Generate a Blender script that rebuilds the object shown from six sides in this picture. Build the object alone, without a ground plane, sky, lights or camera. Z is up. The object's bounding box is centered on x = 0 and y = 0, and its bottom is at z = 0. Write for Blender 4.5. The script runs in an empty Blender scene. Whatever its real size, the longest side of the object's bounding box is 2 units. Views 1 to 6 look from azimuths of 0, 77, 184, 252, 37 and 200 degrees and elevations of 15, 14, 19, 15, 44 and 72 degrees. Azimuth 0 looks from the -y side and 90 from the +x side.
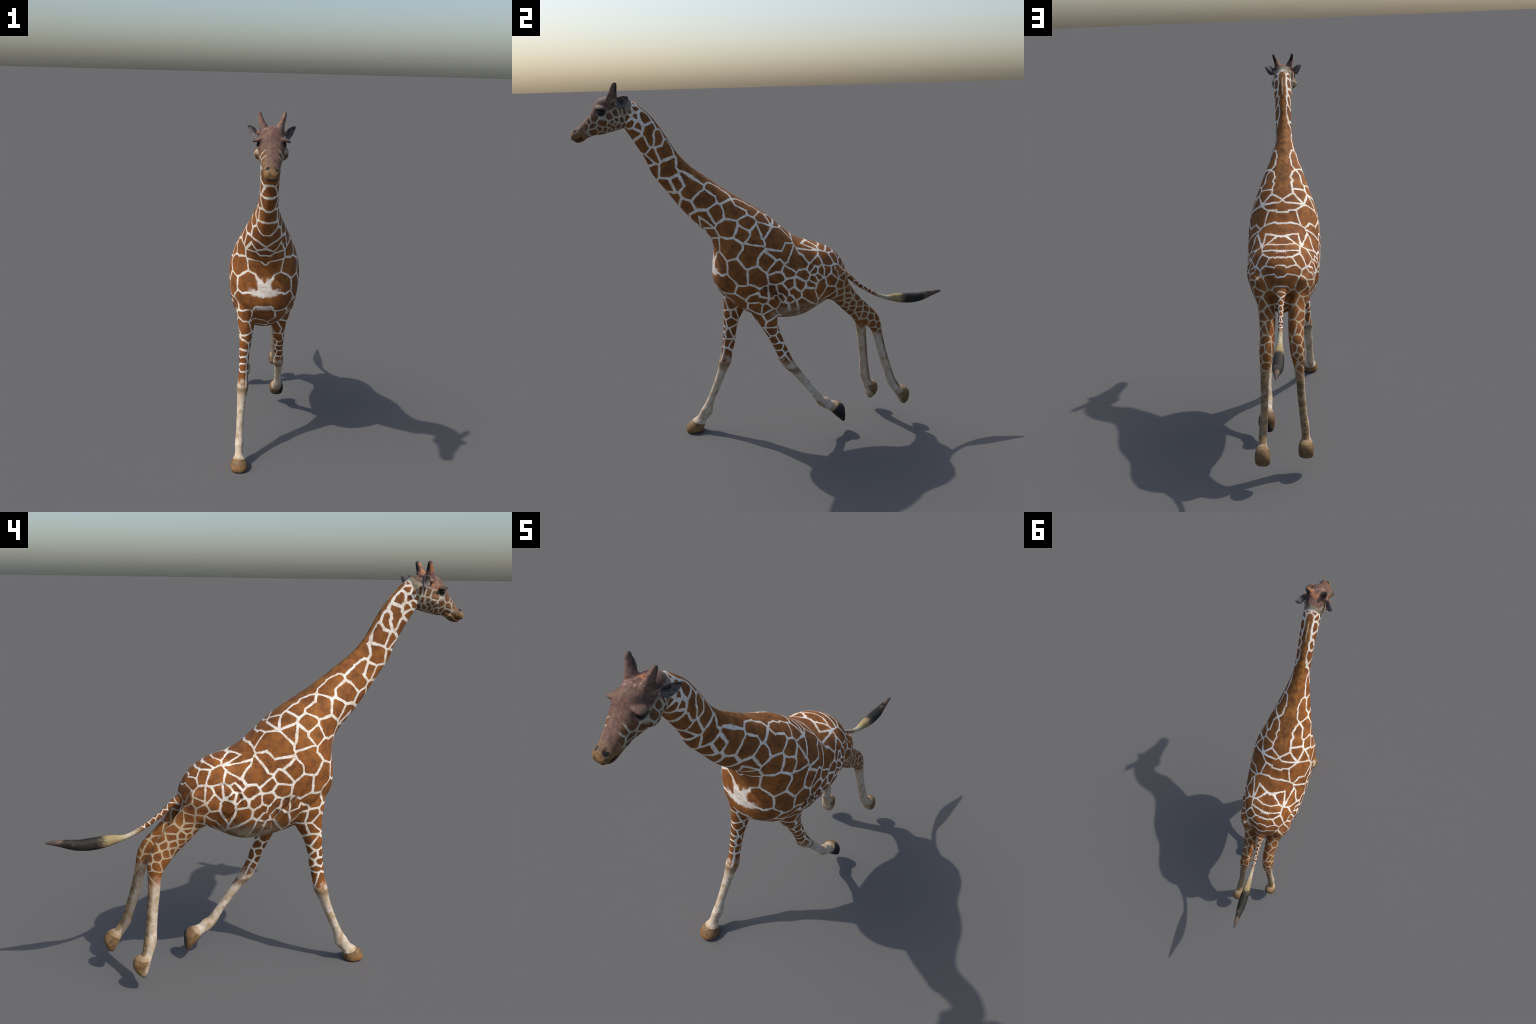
import bpy, bmesh, math, random
import numpy as np
from mathutils import Vector
from mathutils.bvhtree import BVHTree

random.seed(7)
VOXEL = 0.0027

# ---------------------------------------------------------------- helpers
def catmull(rows, per):
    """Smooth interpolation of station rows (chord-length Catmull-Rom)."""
    P = np.array(rows, float)
    n = len(P)
    out = []
    for i in range(n - 1):
        p0, p1, p2, p3 = P[max(i - 1, 0)], P[i], P[i + 1], P[min(i + 2, n - 1)]
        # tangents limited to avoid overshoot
        for k in range(per):
            t = k / per
            m1, m2 = (p2 - p0) / 2, (p3 - p1) / 2
            h00 = 2 * t**3 - 3 * t**2 + 1; h10 = t**3 - 2 * t**2 + t
            h01 = -2 * t**3 + 3 * t**2; h11 = t**3 - t**2
            out.append(h00 * p1 + h10 * m1 + h01 * p2 + h11 * m2)
    out.append(P[-1])
    return np.array(out)

class Soup:
    def __init__(self):
        self.v, self.f = [], []
    def add(self, verts, faces):
        o = len(self.v)
        self.v += [tuple(p) for p in verts]
        self.f += [tuple(i + o for i in f) for f in faces]
    def loft(self, rows, per=5, seg=40):
        """rows: top_y, top_z, bottom_y, bottom_z, centre_x, half_width, pear, power.
        Every section is a superellipse spanned between a top (or front) and a
        bottom (or back) profile point; pear > 0 widens the bottom side."""
        R = catmull(rows, per)
        verts, faces = [], []
        m = len(R)
        for ty, tz, by, bz, cx, w, pear, power in R:
            cy, cz = (ty + by) / 2, (tz + bz) / 2
            hy, hz = (ty - by) / 2, (tz - bz) / 2
            for j in range(seg):
                a = 2 * math.pi * j / seg
                c, s = math.cos(a), math.sin(a)
                e = 2 / power
                c2 = math.copysign(abs(c) ** e, c); s2 = math.copysign(abs(s) ** e, s)
                lat = w * c2 * (1 - pear * s2)
                verts.append((cx + lat, cy + hy * s2, cz + hz * s2))
        for i in range(m - 1):
            for j in range(seg):
                a, b = i * seg + j, i * seg + (j + 1) % seg
                faces.append((a, b, b + seg, a + seg))
        for end, flip in ((0, True), (m - 1, False)):
            c = len(verts)
            verts.append(np.mean(verts[end * seg:(end + 1) * seg], axis=0))
            for j in range(seg):
                a, b = end * seg + j, end * seg + (j + 1) % seg
                faces.append((b, a, c) if flip else (a, b, c))
        self.add(verts, faces)
        return R
    def ball(self, c, r, tilt=(0, 0, 0), seg=24):
        from mathutils import Euler
        M = Euler(tilt).to_matrix()
        verts, faces = [], []
        for i in range(seg // 2 + 1):
            th = math.pi * i / (seg // 2)
            for j in range(seg):
                ph = 2 * math.pi * j / seg
                p = Vector((r[0] * math.sin(th) * math.cos(ph), r[1] * math.sin(th) * math.sin(ph), r[2] * math.cos(th)))
                verts.append(tuple(M @ p + Vector(c)))
        for i in range(seg // 2):
            for j in range(seg):
                a, b = i * seg + j, i * seg + (j + 1) % seg
                faces.append((a, b, b + seg, a + seg))
        self.add(verts, faces)
    def tube(self, pts, seg=20, per=5):
        """pts: x, y, z, radius_across, radius_along_y"""
        P = catmull(pts, per)
        verts, faces = [], []
        m = len(P)
        for i in range(m):
            d = Vector(P[min(i + 1, m - 1)][:3] - P[max(i - 1, 0)][:3]).normalized()
            ax = Vector((1, 0, 0)); ax = (ax - d * ax.dot(d)).normalized()
            ay = d.cross(ax)
            for j in range(seg):
                a = 2 * math.pi * j / seg
                q = Vector(P[i][:3]) + ax * (P[i][3] * math.cos(a)) + ay * (P[i][4] * math.sin(a))
                verts.append(tuple(q))
        for i in range(m - 1):
            for j in range(seg):
                a, b = i * seg + j, i * seg + (j + 1) % seg
                faces.append((a, b, b + seg, a + seg))
        for end, flip in ((0, True), (m - 1, False)):
            c = len(verts)
            verts.append(np.mean(verts[end * seg:(end + 1) * seg], axis=0))
            for j in range(seg):
                a, b = end * seg + j, end * seg + (j + 1) % seg
                faces.append((b, a, c) if flip else (a, b, c))
        self.add(verts, faces)

# ---------------------------------------------------------------- profiles
# top_y, top_z, bottom_y, bottom_z, centre_x, half_width, pear, power
TRUNK = [
    (-.715, 1.862, -.758, 1.765, 0, .038, .0, 2.0),
    (-.690, 1.857, -.745, 1.738, 0, .051, .0, 2.0),
    (-.660, 1.834, -.715, 1.688, 0, .0525, .0, 2.0),
    (-.605, 1.781, -.681, 1.631, 0, .049, .0, 2.0),
    (-.548, 1.696, -.648, 1.571, 0, .046, .0, 2.0),
    (-.489, 1.598, -.618, 1.496, 0, .046, .0, 2.0),
    (-.428, 1.531, -.560, 1.417, 0, .051, .05, 2.0),
    (-.356, 1.475, -.488, 1.318, 0, .073, .05, 2.0),
    (-.259, 1.402, -.416, 1.235, 0, .105, .03, 2.0),
    (-.177, 1.348, -.352, 1.168, 0, .132, .03, 2.0),
    (-.121, 1.313, -.322, 1.088, 0, .153, .02, 2.1),
    (-.061, 1.272, -.332, .990, 0, .176, .0, 2.15),
    (-.005, 1.226, -.328, .892, 0, .191, -.05, 2.15),
    (.040, 1.186, -.262, .808, 0, .196, -.08, 2.15),
    (.104, 1.131, -.150, .722, 0, .195, -.08, 2.15),
    (.178, 1.098, -.010, .683, 0, .190, -.06, 2.1),
    (.256, 1.074, .120, .681, 0, .180, -.06, 2.1),
    (.315, 1.042, .235, .731, 0, .150, -.05, 2.1),
    (.362, 1.000, .300, .766, 0, .114, -.05, 2.0),
    (.390, .951, .345, .80, 0, .078, .0, 2.0),
    (.401, .913, .375, .84, 0, .045, .0, 2.0),
]
HEAD = [
    (-.690, 1.850, -.728, 1.755, 0, .040, .0, 2.0),
    (-.712, 1.877, -.745, 1.731, 0, .052, .05, 2.1),
    (-.745, 1.885, -.765, 1.725, 0, .058, .08, 2.2),
    (-.785, 1.886, -.790, 1.718, 0, .061, .06, 2.2),
    (-.822, 1.885, -.820, 1.711, 0, .062, .02, 2.2),
    (-.856, 1.874, -.846, 1.705, 0, .059, -.03, 2.2),
    (-.879, 1.844, -.873, 1.702, 0, .053, -.03, 2.2),
    (-.902, 1.806, -.900, 1.699, 0, .046, -.03, 2.2),
    (-.925, 1.779, -.918, 1.694, 0, .0400, .0, 2.3),
    (-.951, 1.752, -.938, 1.688, 0, .0365, .14, 2.2),
    (-.973, 1.736, -.960, 1.686, 0, .0335, .20, 2.1),
    (-.990, 1.723, -.980, 1.677, 0, .0310, .08, 2.1),
    (-.999, 1.706, -.993, 1.675, 0, .022, -.15, 2.0),
]
LOWER_JAW = [
    (-.880, 1.722, -.885, 1.702, 0, .034, 0, 2.1),
    (-.920, 1.708, -.920, 1.690, 0, .034, 0, 2.2),
    (-.945, 1.690, -.942, 1.675, 0, .030, 0, 2.2),
    (-.965, 1.683, -.962, 1.669, 0, .026, 0, 2.2),
    (-.979, 1.676, -.977, 1.670, 0, .016, 0, 2.0),
]
TAIL = [
    (.355, .955, .330, .840, 0, .055, 0, 2.0),
    (.395, .912, .385, .855, 0, .034, 0, 2.0),
    (.430, .888, .425, .853, 0, .021, 0, 2.0),
    (.477, .841, .470, .812, 0, .0145, 0, 2.0),
    (.533, .798, .527, .774, 0, .0125, 0, 2.0),
    (.594, .760, .588, .738, 0, .0115, 0, 2.0),
    (.650, .737, .648, .712, 0, .0135, 0, 2.0),
    (.700, .740, .700, .695, 0, .020, 0, 2.0),
    (.742, .739, .742, .684, 0, .024, 0, 2.2),
    (.800, .735, .804, .678, 0, .0265, 0, 2.2),
    (.850, .731, .858, .683, 0, .0255, 0, 2.2),
    (.885, .736, .893, .691, 0, .020, 0, 2.0),
    (.930, .738, .938, .708, 0, .0135, 0, 2.0),
    (.975, .739, .976, .720, 0, .007, 0, 2.0),
    (.997, .731, .997, .726, 0, .003, 0, 2.0),
]
# legs: front_y, front_z, back_y, back_z, centre_x, half_width, pear, power
FORELEG_R = [
    (-.270, .960, -.120, .960, -.085, .050, 0, 2.0),
    (-.277, .860, -.110, .830, -.096, .056, 0, 2.0),
    (-.270, .772, -.135, .742, -.094, .047, 0, 2.0),
    (-.271, .700, -.178, .668, -.094, .037, 0, 2.0),
    (-.274, .610, -.201, .596, -.099, .030, 0, 2.0),
    (-.281, .536, -.213, .520, -.102, .0265, 0, 2.0),
    (-.291, .466, -.230, .450, -.103, .0265, 0, 2.0),
    (-.303, .422, -.236, .412, -.104, .032, 0, 2.2),
    (-.310, .395, -.245, .387, -.106, .0325, 0, 2.2),
    (-.318, .354, -.267, .346, -.108, .027, 0, 2.0),
    (-.334, .303, -.292, .286, -.111, .0235, 0, 2.0),
    (-.361, .232, -.323, .215, -.114, .021, 0, 2.0),
    (-.386, .178, -.347, .160, -.115, .0205, 0, 2.0),
    (-.407, .142, -.356, .116, -.115, .0245, 0, 2.0),
    (-.424, .118, -.363, .090, -.115, .025, 0, 2.0),
    (-.443, .087, -.387, .066, -.115, .022, 0, 2.0),
    (-.466, .067, -.405, .045, -.114, .029, 0, 2.0),
]
FOOT_R = [
    (-.455, .078, -.400, .055, -.114, .022, 0, 2.0),
    (-.466, .068, -.404, .045, -.114, .031, 0, 2.1),
    (-.492, .050, -.409, .026, -.113, .042, 0, 2.3),
    (-.508, .030, -.413, .012, -.113, .046, 0, 2.4),
    (-.512, .012, -.422, -.012, -.113, .043, 0, 2.4),
    (-.505, -.010, -.430, -.022, -.113, .034, 0, 2.3),
]
FORELEG_L = [
    (-.250, .930, -.060, .930, .085, .050, 0, 2.0),
    (-.200, .848, -.010, .810, .096, .056, 0, 2.0),
    (-.160, .757, -.010, .730, .094, .046, 0, 2.0),
    (-.133, .702, -.010, .675, .093, .040, 0, 2.0),
    (-.096, .650, -.002, .634, .096, .034, 0, 2.0),
    (-.053, .573, .023, .563, .098, .0285, 0, 2.0),
    (-.024, .508, .046, .506, .100, .026, 0, 2.0),
    (-.002, .448, .063, .468, .102, .030, 0, 2.2),
    (.020, .414, .083, .434, .104, .032, 0, 2.2),
    (.062, .375, .100, .404, .106, .026, 0, 2.0),
    (.100, .327, .137, .351, .107, .0225, 0, 2.0),
    (.147, .267, .184, .284, .108, .0205, 0, 2.0),
    (.177, .222, .214, .245, .108, .021, 0, 2.0),
    (.197, .188, .238, .214, .107, .0245, 0, 2.0),
    (.220, .160, .267, .203, .106, .025, 0, 2.0),
    (.246, .142, .286, .185, .106, .023, 0, 2.0),
    (.274, .128, .312, .174, .107, .029, 0, 2.0),
]
FOOT_L = [
    (.262, .134, .300, .179, .106, .022, 0, 2.0),
    (.274, .128, .316, .174, .107, .030, 0, 2.1),
    (.295, .106, .342, .165, .108, .042, 0, 2.3),
    (.312, .089, .358, .145, .109, .0455, 0, 2.4),
    (.328, .074, .361, .118, .110, .043, 0, 2.4),
    (.342, .060, .361, .080, .111, .035, 0, 2.2),
    (.348, .057, .358, .064, .111, .022, 0, 2.0),
]
HINDLEG_L = [
    (.235, .985, .320, .960, .108, .030, 0, 2.0),
    (.190, .945, .365, .940, .103, .054, 0, 2.0),
    (.168, .860, .380, .913, .101, .065, 0, 2.0),
    (.236, .791, .391, .872, .092, .053, 0, 2.0),
    (.305, .763, .413, .836, .080, .044, 0, 2.0),
    (.365, .705, .450, .785, .074, .041, 0, 2.0),
    (.421, .653, .508, .723, .072, .036, 0, 2.0),
    (.495, .602, .566, .661, .074, .035, 0, 2.2),
    (.531, .568, .588, .606, .077, .029, 0, 2.2),
    (.546, .528, .599, .535, .084, .0215, 0, 2.0),
    (.567, .440, .620, .440, .088, .0195, 0, 2.0),
    (.590, .365, .640, .370, .091, .019, 0, 2.0),
    (.612, .300, .661, .300, .096, .020, 0, 2.0),
    (.630, .238, .674, .264, .100, .0215, 0, 2.0),
    (.660, .195, .702, .222, .102, .020, 0, 2.0),
    (.672, .178, .722, .214, .102, .028, 0, 2.0),
]
HINDFOOT_L = [
    (.664, .190, .710, .221, .102, .021, 0, 2.0),
    (.673, .178, .726, .214, .102, .030, 0, 2.1),
    (.683, .158, .748, .198, .102, .0365, 0, 2.3),
    (.694, .138, .757, .172, .102, .0375, 0, 2.4),
    (.706, .120, .750, .140, .102, .035, 0, 2.3),
    (.715, .110, .733, .116, .102, .022, 0, 2.0),
]
HINDLEG_R = [
    (.235, .985, .320, .960, -.108, .030, 0, 2.0),
    (.190, .945, .365, .940, -.103, .054, 0, 2.0),
    (.168, .860, .380, .913, -.101, .065, 0, 2.0),
    (.236, .793, .394, .878, -.091, .053, 0, 2.0),
    (.313, .767, .421, .839, -.077, .044, 0, 2.0),
    (.365, .712, .458, .793, -.072, .042, 0, 2.0),
    (.420, .660, .510, .729, -.069, .038, 0, 2.0),
    (.471, .603, .553, .656, -.074, .036, 0, 2.2),
    (.495, .566, .566, .606, -.078, .031, 0, 2.2),
    (.504, .530, .564, .540, -.081, .024, 0, 2.0),
    (.512, .463, .567, .467, -.085, .021, 0, 2.0),
    (.521, .390, .573, .393, -.088, .0195, 0, 2.0),
    (.529, .303, .583, .300, -.094, .0195, 0, 2.0),
    (.534, .235, .595, .232, -.101, .0215, 0, 2.0),
    (.551, .184, .605, .182, -.104, .0205, 0, 2.0),
    (.557, .165, .624, .172, -.104, .028, 0, 2.0),
]
HINDFOOT_R = [
    (.553, .178, .614, .178, -.104, .021, 0, 2.0),
    (.558, .162, .630, .170, -.104, .030, 0, 2.1),
    (.566, .137, .645, .150, -.104, .037, 0, 2.3),
    (.574, .108, .645, .122, -.104, .0375, 0, 2.4),
    (.583, .082, .630, .096, -.104, .035, 0, 2.3),
    (.590, .069, .608, .073, -.104, .022, 0, 2.0),
]
HORN = [  # one side, x mirrored
    (.030, -.793, 1.858, .026, .034),
    (.0365, -.789, 1.884, .0185, .026),
    (.0435, -.784, 1.902, .0130, .0195),
    (.050, -.780, 1.920, .0105, .0165),
    (.055, -.775, 1.938, .0085, .0125),
    (.0575, -.7725, 1.946, .0065, .0095),
    (.0585, -.772, 1.950, .0030, .0045),
]

# ---------------------------------------------------------------- one fused skin
soup = Soup()
soup.loft(TRUNK, 6, 64)
soup.loft(HEAD, 6, 56)
soup.loft(LOWER_JAW, 6, 32)
soup.loft(TAIL, 6, 28)
AXES = {}
for name, rows in (("fr", FORELEG_R), ("fl", FORELEG_L), ("hl", HINDLEG_L), ("hr", HINDLEG_R)):
    AXES[name] = soup.loft(rows, 6, 36)
HOOF_AXES = {}
for name, rows in (("fr", FOOT_R), ("fl", FOOT_L), ("hl", HINDFOOT_L), ("hr", HINDFOOT_R)):
    HOOF_AXES[name] = soup.loft(rows, 6, 36)
soup.ball((0, .345, .812), (.058, .055, .060))                                           # between the thighs
for s in (-1, 1):
    soup.tube([(x * s, y, z, a, b) for x, y, z, a, b in HORN])
    soup.ball((s * .056, -.850, 1.8325), (.0300, .025, .0100), (0, s * .34, s * .25))      # brow shelf
    soup.ball((s * .049, -.850, 1.801), (.016, .022, .010))                              # lower lid
    soup.ball((s * .059, -.787, 1.857), (.0105, .011, .0085))                              # ear root
    soup.ball((s * .054, -.808, 1.772), (.023, .036, .030))                              # cheek
    soup.ball((s * .0125, -.972, 1.720), (.0135, .020, .0140))                              # nostril wing
    soup.ball((s * .130, -.165, .970), (.056, .100, .140), (.35, 0, 0))                   # shoulder muscle

def mesh_from(v, f, name):
    me = bpy.data.meshes.new(name)
    me.from_pydata(v, [], f)
    me.update()
    return me

raw = bpy.data.objects.new("raw", mesh_from(soup.v, soup.f, "raw"))
bpy.context.collection.objects.link(raw)
bm = bmesh.new(); bm.from_mesh(raw.data)
bmesh.ops.recalc_face_normals(bm, faces=bm.faces); bm.to_mesh(raw.data); bm.free()
mod = raw.modifiers.new("fuse", "REMESH"); mod.mode = "VOXEL"; mod.voxel_size = VOXEL; mod.adaptivity = 0
dg = bpy.context.evaluated_depsgraph_get()
skin = bpy.data.meshes.new_from_object(raw.evaluated_get(dg))
bpy.data.objects.remove(raw)
n = len(skin.vertices)
V = np.empty(n * 3); skin.vertices.foreach_get("co", V); V = V.reshape(-1, 3)
E = np.empty(len(skin.edges) * 2, int); skin.edges.foreach_get("vertices", E); E = E.reshape(-1, 2)
F = np.array([tuple(p.vertices) for p in skin.polygons]) if all(len(p.vertices) == 4 for p in skin.polygons) else None

# keep the outer shell only
lab = np.arange(n)
while True:
    m = np.minimum(lab[E[:, 0]], lab[E[:, 1]])
    new = lab.copy(); np.minimum.at(new, E[:, 0], m); np.minimum.at(new, E[:, 1], m)
    new = new[new]
    if (new == lab).all(): break
    lab = new
ids, cnt = np.unique(lab, return_counts=True)
keep = lab == ids[cnt.argmax()]
remap = np.cumsum(keep) - 1
F = F[keep[F[:, 0]]]; F = remap[F]
E = remap[E[keep[E[:, 0]]]]
V = V[keep]; n = len(V)
deg = np.bincount(E.ravel(), minlength=n).astype(float)[:, None]

def lap(X):
    S = np.zeros_like(X)
    for k in range(X.shape[1]):
        S[:, k] = np.bincount(E[:, 0], X[E[:, 1], k], n) + np.bincount(E[:, 1], X[E[:, 0], k], n)
    return S / deg - X

def box(p, lo, hi, soft):
    w = np.ones(len(p))
    for a in range(3):
        w *= 1 / (1 + np.exp(-(p[:, a] - lo[a]) / soft)) * 1 / (1 + np.exp((p[:, a] - hi[a]) / soft))
    return w

def bump(p, c, r):
    d = ((p - np.array(c)) / np.array(r)) ** 2
    return np.exp(-d.sum(1))

def smooth(X, it, w=None, f=.5):
    for _ in range(it):
        d = lap(X) * f
        X = X + (d if w is None else d * w[:, None])
    return X

V = smooth(V, 5)
# soften where limbs and neck flow into the trunk, keep head and feet crisp
joint = np.clip(box(V, (-.3, -.42, .66), (.3, .42, 1.25), .02), 0, 1)
hip = box(V, (-.3, .10, .70), (.3, .42, 1.0), .015)
V = smooth(V, 26, joint * (1 - .82 * hip))

def normals(X):
    a, b, c, d = (X[F[:, k]] for k in range(4))
    fn = np.cross(c - a, d - b)
    N = np.zeros_like(X)
    for k in range(4):
        for ax in range(3):
            N[:, ax] += np.bincount(F[:, k], fn[:, ax], n)
    return N / np.maximum(np.linalg.norm(N, axis=1, keepdims=True), 1e-12)

# ---------------------------------------------------------------- relief
N = normals(V)
D = np.zeros(n)
ax = np.abs(V[:, 0]); P = np.c_[ax, V[:, 1], V[:, 2]]
D -= .0085 * bump(np.c_[ax - .20 * (V[:, 1] + .977), V[:, 1], V[:, 2]], (.0200, -.977, 1.7255), (.0065, .0105, .0105))            # nostril
D -= .0060 * bump(P, (.060, -.852, 1.815), (.02, .020, .008))                 # eye socket
# folds of skin: (points on the left side, depth, half width), negative depth raises a ridge
def polyline_dist(p, pts):
    best = np.full(len(p), 9.)
    for a, b in zip(pts, pts[1:]):
        a, b = np.array(a), np.array(b); ab = b - a
        s = np.clip(((p - a) @ ab) / (ab @ ab), 0, 1)
        best = np.minimum(best, np.linalg.norm(p - (a + s[:, None] * ab), axis=1))
    return best
FOLDS = [
    ([(.182, .172, .955), (.184, .158, .920), (.182, .160, .890), (.175, .180, .858), (.160, .212, .828)], .0075, .008),
    ([(.176, .205, .945), (.176, .195, .900), (.168, .215, .860)], -.0040, .014),
    ([(.170, .205, .982), (.150, .262, .985), (.142, .315, .955), (.128, .360, .915)], .0060, .008),
    ([(.150, .255, .965), (.150, .300, .945)], -.0035, .014),
    ([(.190, -.100, .905), (.186, -.060, .868), (.176, -.025, .830), (.162, -.002, .790), (.150, -.005, .760)], .0070, .008),
    ([(.190, -.050, .905), (.187, -.015, .868), (.176, .020, .825), (.160, .045, .785)], .0040, .007),
    ([(.190, -.020, .905), (.187, .018, .868), (.178, .050, .830), (.166, .075, .795)], .0028, .007),
    ([(.190, .020, .890), (.186, .052, .858), (.176, .085, .818)], .0022, .007),
    ([(.190, -.090, .880), (.180, -.050, .835), (.165, -.025, .795)], -.0035, .010),
    ([(.150, -.110, .760), (.150, -.100, .800), (.165, -.120, .850)], -.0040, .022),
    ([(0, -.345, 1.150), (.045, -.325, 1.145), (.085, -.305, 1.165)], .0040, .010),
    ([(0, -.372, 1.195), (.050, -.352, 1.192)], .0025, .007),
]
for pts, depth, width in FOLDS:
    D -= 1.4 * depth * np.exp(-(polyline_dist(P, pts) / width) ** 2)
# mouth slit: from under the lip back to the corner
t = np.clip((-V[:, 1] - .945) / .045, 0, 1)
zl = 1.690 - .0125 * t
D -= .0075 * np.exp(-((V[:, 2] - zl) / .0028) ** 2) * (V[:, 1] < -.944) * (V[:, 2] < 1.70) 
V = smooth(V, 14, bump(P, (.042, -.848, 1.840), (.014, .026, .016)))
V = V + N * D[:, None]
V = smooth(V, 1)
V[:, 0] += np.interp(V[:, 1], [-1, -.9, -.8, -.74, -.70, -.64, -.55, -.45, -.35],
                     [.002, .002, .0035, .006, .008, .007, .005, .002, 0]) * (V[:, 2] > 1.2)   # the neck turns slightly
V[:, 2] = np.maximum(V[:, 2], 0.0)
skin2 = mesh_from(V.tolist(), F.tolist(), "skin")


# ---------------------------------------------------------------- regions
C = V[F].mean(1)
region = np.full(len(F), "torso", dtype=object)
def axis_dist(C, R, reach=.16):
    """distance to the axis of a loft, and the station index there (far faces are skipped)"""
    ctr = np.c_[R[:, 4], (R[:, 0] + R[:, 2]) / 2, (R[:, 1] + R[:, 3]) / 2][::3]
    ctr = np.vstack([ctr, np.c_[R[-1:, 4], (R[-1:, 0] + R[-1:, 2]) / 2, (R[-1:, 1] + R[-1:, 3]) / 2]])
    best = np.full(len(C), 9.); arg = np.zeros(len(C))
    idx = np.flatnonzero(((C > ctr.min(0) - reach) & (C < ctr.max(0) + reach)).all(1))
    Q, bq, aq = C[idx], np.full(len(idx), 9.), np.zeros(len(idx))
    for i in range(len(ctr) - 1):
        p, q = ctr[i], ctr[i + 1]; pq = q - p
        s = np.clip(((Q - p) @ pq) / max(pq @ pq, 1e-12), 0, 1)
        d = np.linalg.norm(Q - (p + s[:, None] * pq), axis=1)
        m = d < bq; bq[m] = d[m]; aq[m] = (i + s[m]) * 3
    best[idx], arg[idx] = bq, aq
    return best, arg
neckline = (C[:, 1] * .70 - C[:, 2] * .71)      # along the neck axis
region[(neckline < -1.155) & (C[:, 2] > 1.1)] = "neck"
# head: in front of a slanted throat plane
region[(C[:, 1] + (C[:, 2] - 1.73) * -.42 < -.745) & (C[:, 2] > 1.6)] = "head"
for k, top in (("fr", .73), ("fl", .70)):
    d, a = axis_dist(C, AXES[k])
    side = np.sign(C[:, 0]) == (1 if k.endswith("l") else -1)
    d2 = axis_dist(C, HOOF_AXES[k])[0]
    region[side & (((d < .085) & (a > 2.6 * 6)) | (d2 < .08))] = "foreleg_" + k
for k in ("hl", "hr"):
    d, a = axis_dist(C, AXES[k])
    side = np.sign(C[:, 0]) == (1 if k.endswith("l") else -1)
    d2 = axis_dist(C, HOOF_AXES[k])[0]
    region[side & (((d < .10) & (a > 2.6 * 6) & (C[:, 1] > .2)) | (d2 < .08))] = "hindleg_" + k
region[(C[:, 1] > .405) & (ax[F].mean(1) < .03) & (C[:, 2] > .66)
       & (region == "torso")] = "tail"
region[(C[:, 1] > .43) & (ax[F].mean(1) < .032) & (C[:, 2] > .66)
       & (axis_dist(C, catmull(TAIL, 6))[0] < .036)] = "tail"
region[(region == "tail") & (C[:, 1] > .727)] = "tail_tuft"
hornmask = (C[:, 2] > 1.893) & (np.abs(C[:, 0]) > .018) & (C[:, 1] > -.83) & (C[:, 1] < -.74)
region[hornmask] = np.where(C[hornmask, 0] > 0, "horn_l", "horn_r")
for k, plane in (("fr", None), ("fl", None), ("hl", None), ("hr", None)):
    R = HOOF_AXES[k]
    i0 = 8
    a = np.array([R[i0, 4], (R[i0, 0] + R[i0, 2]) / 2, (R[i0, 1] + R[i0, 3]) / 2])
    fr = np.array([R[i0, 4], R[i0, 0], R[i0, 1]]); bk = np.array([R[i0, 4], R[i0, 2], R[i0, 3]])
    b = np.array([R[-1, 4], (R[-1, 0] + R[-1, 2]) / 2, (R[-1, 1] + R[-1, 3]) / 2])
    nrm = b - a; u = (fr - bk) / np.linalg.norm(fr - bk); nrm -= u * (nrm @ u); nrm[0] = 0; nrm /= np.linalg.norm(nrm)
    m = ((C - a) @ nrm > 0) & (np.linalg.norm(C - b, axis=1) < .16) & np.array([r.endswith("_" + k) for r in region])
    region[m] = "hoof_" + k

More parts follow.
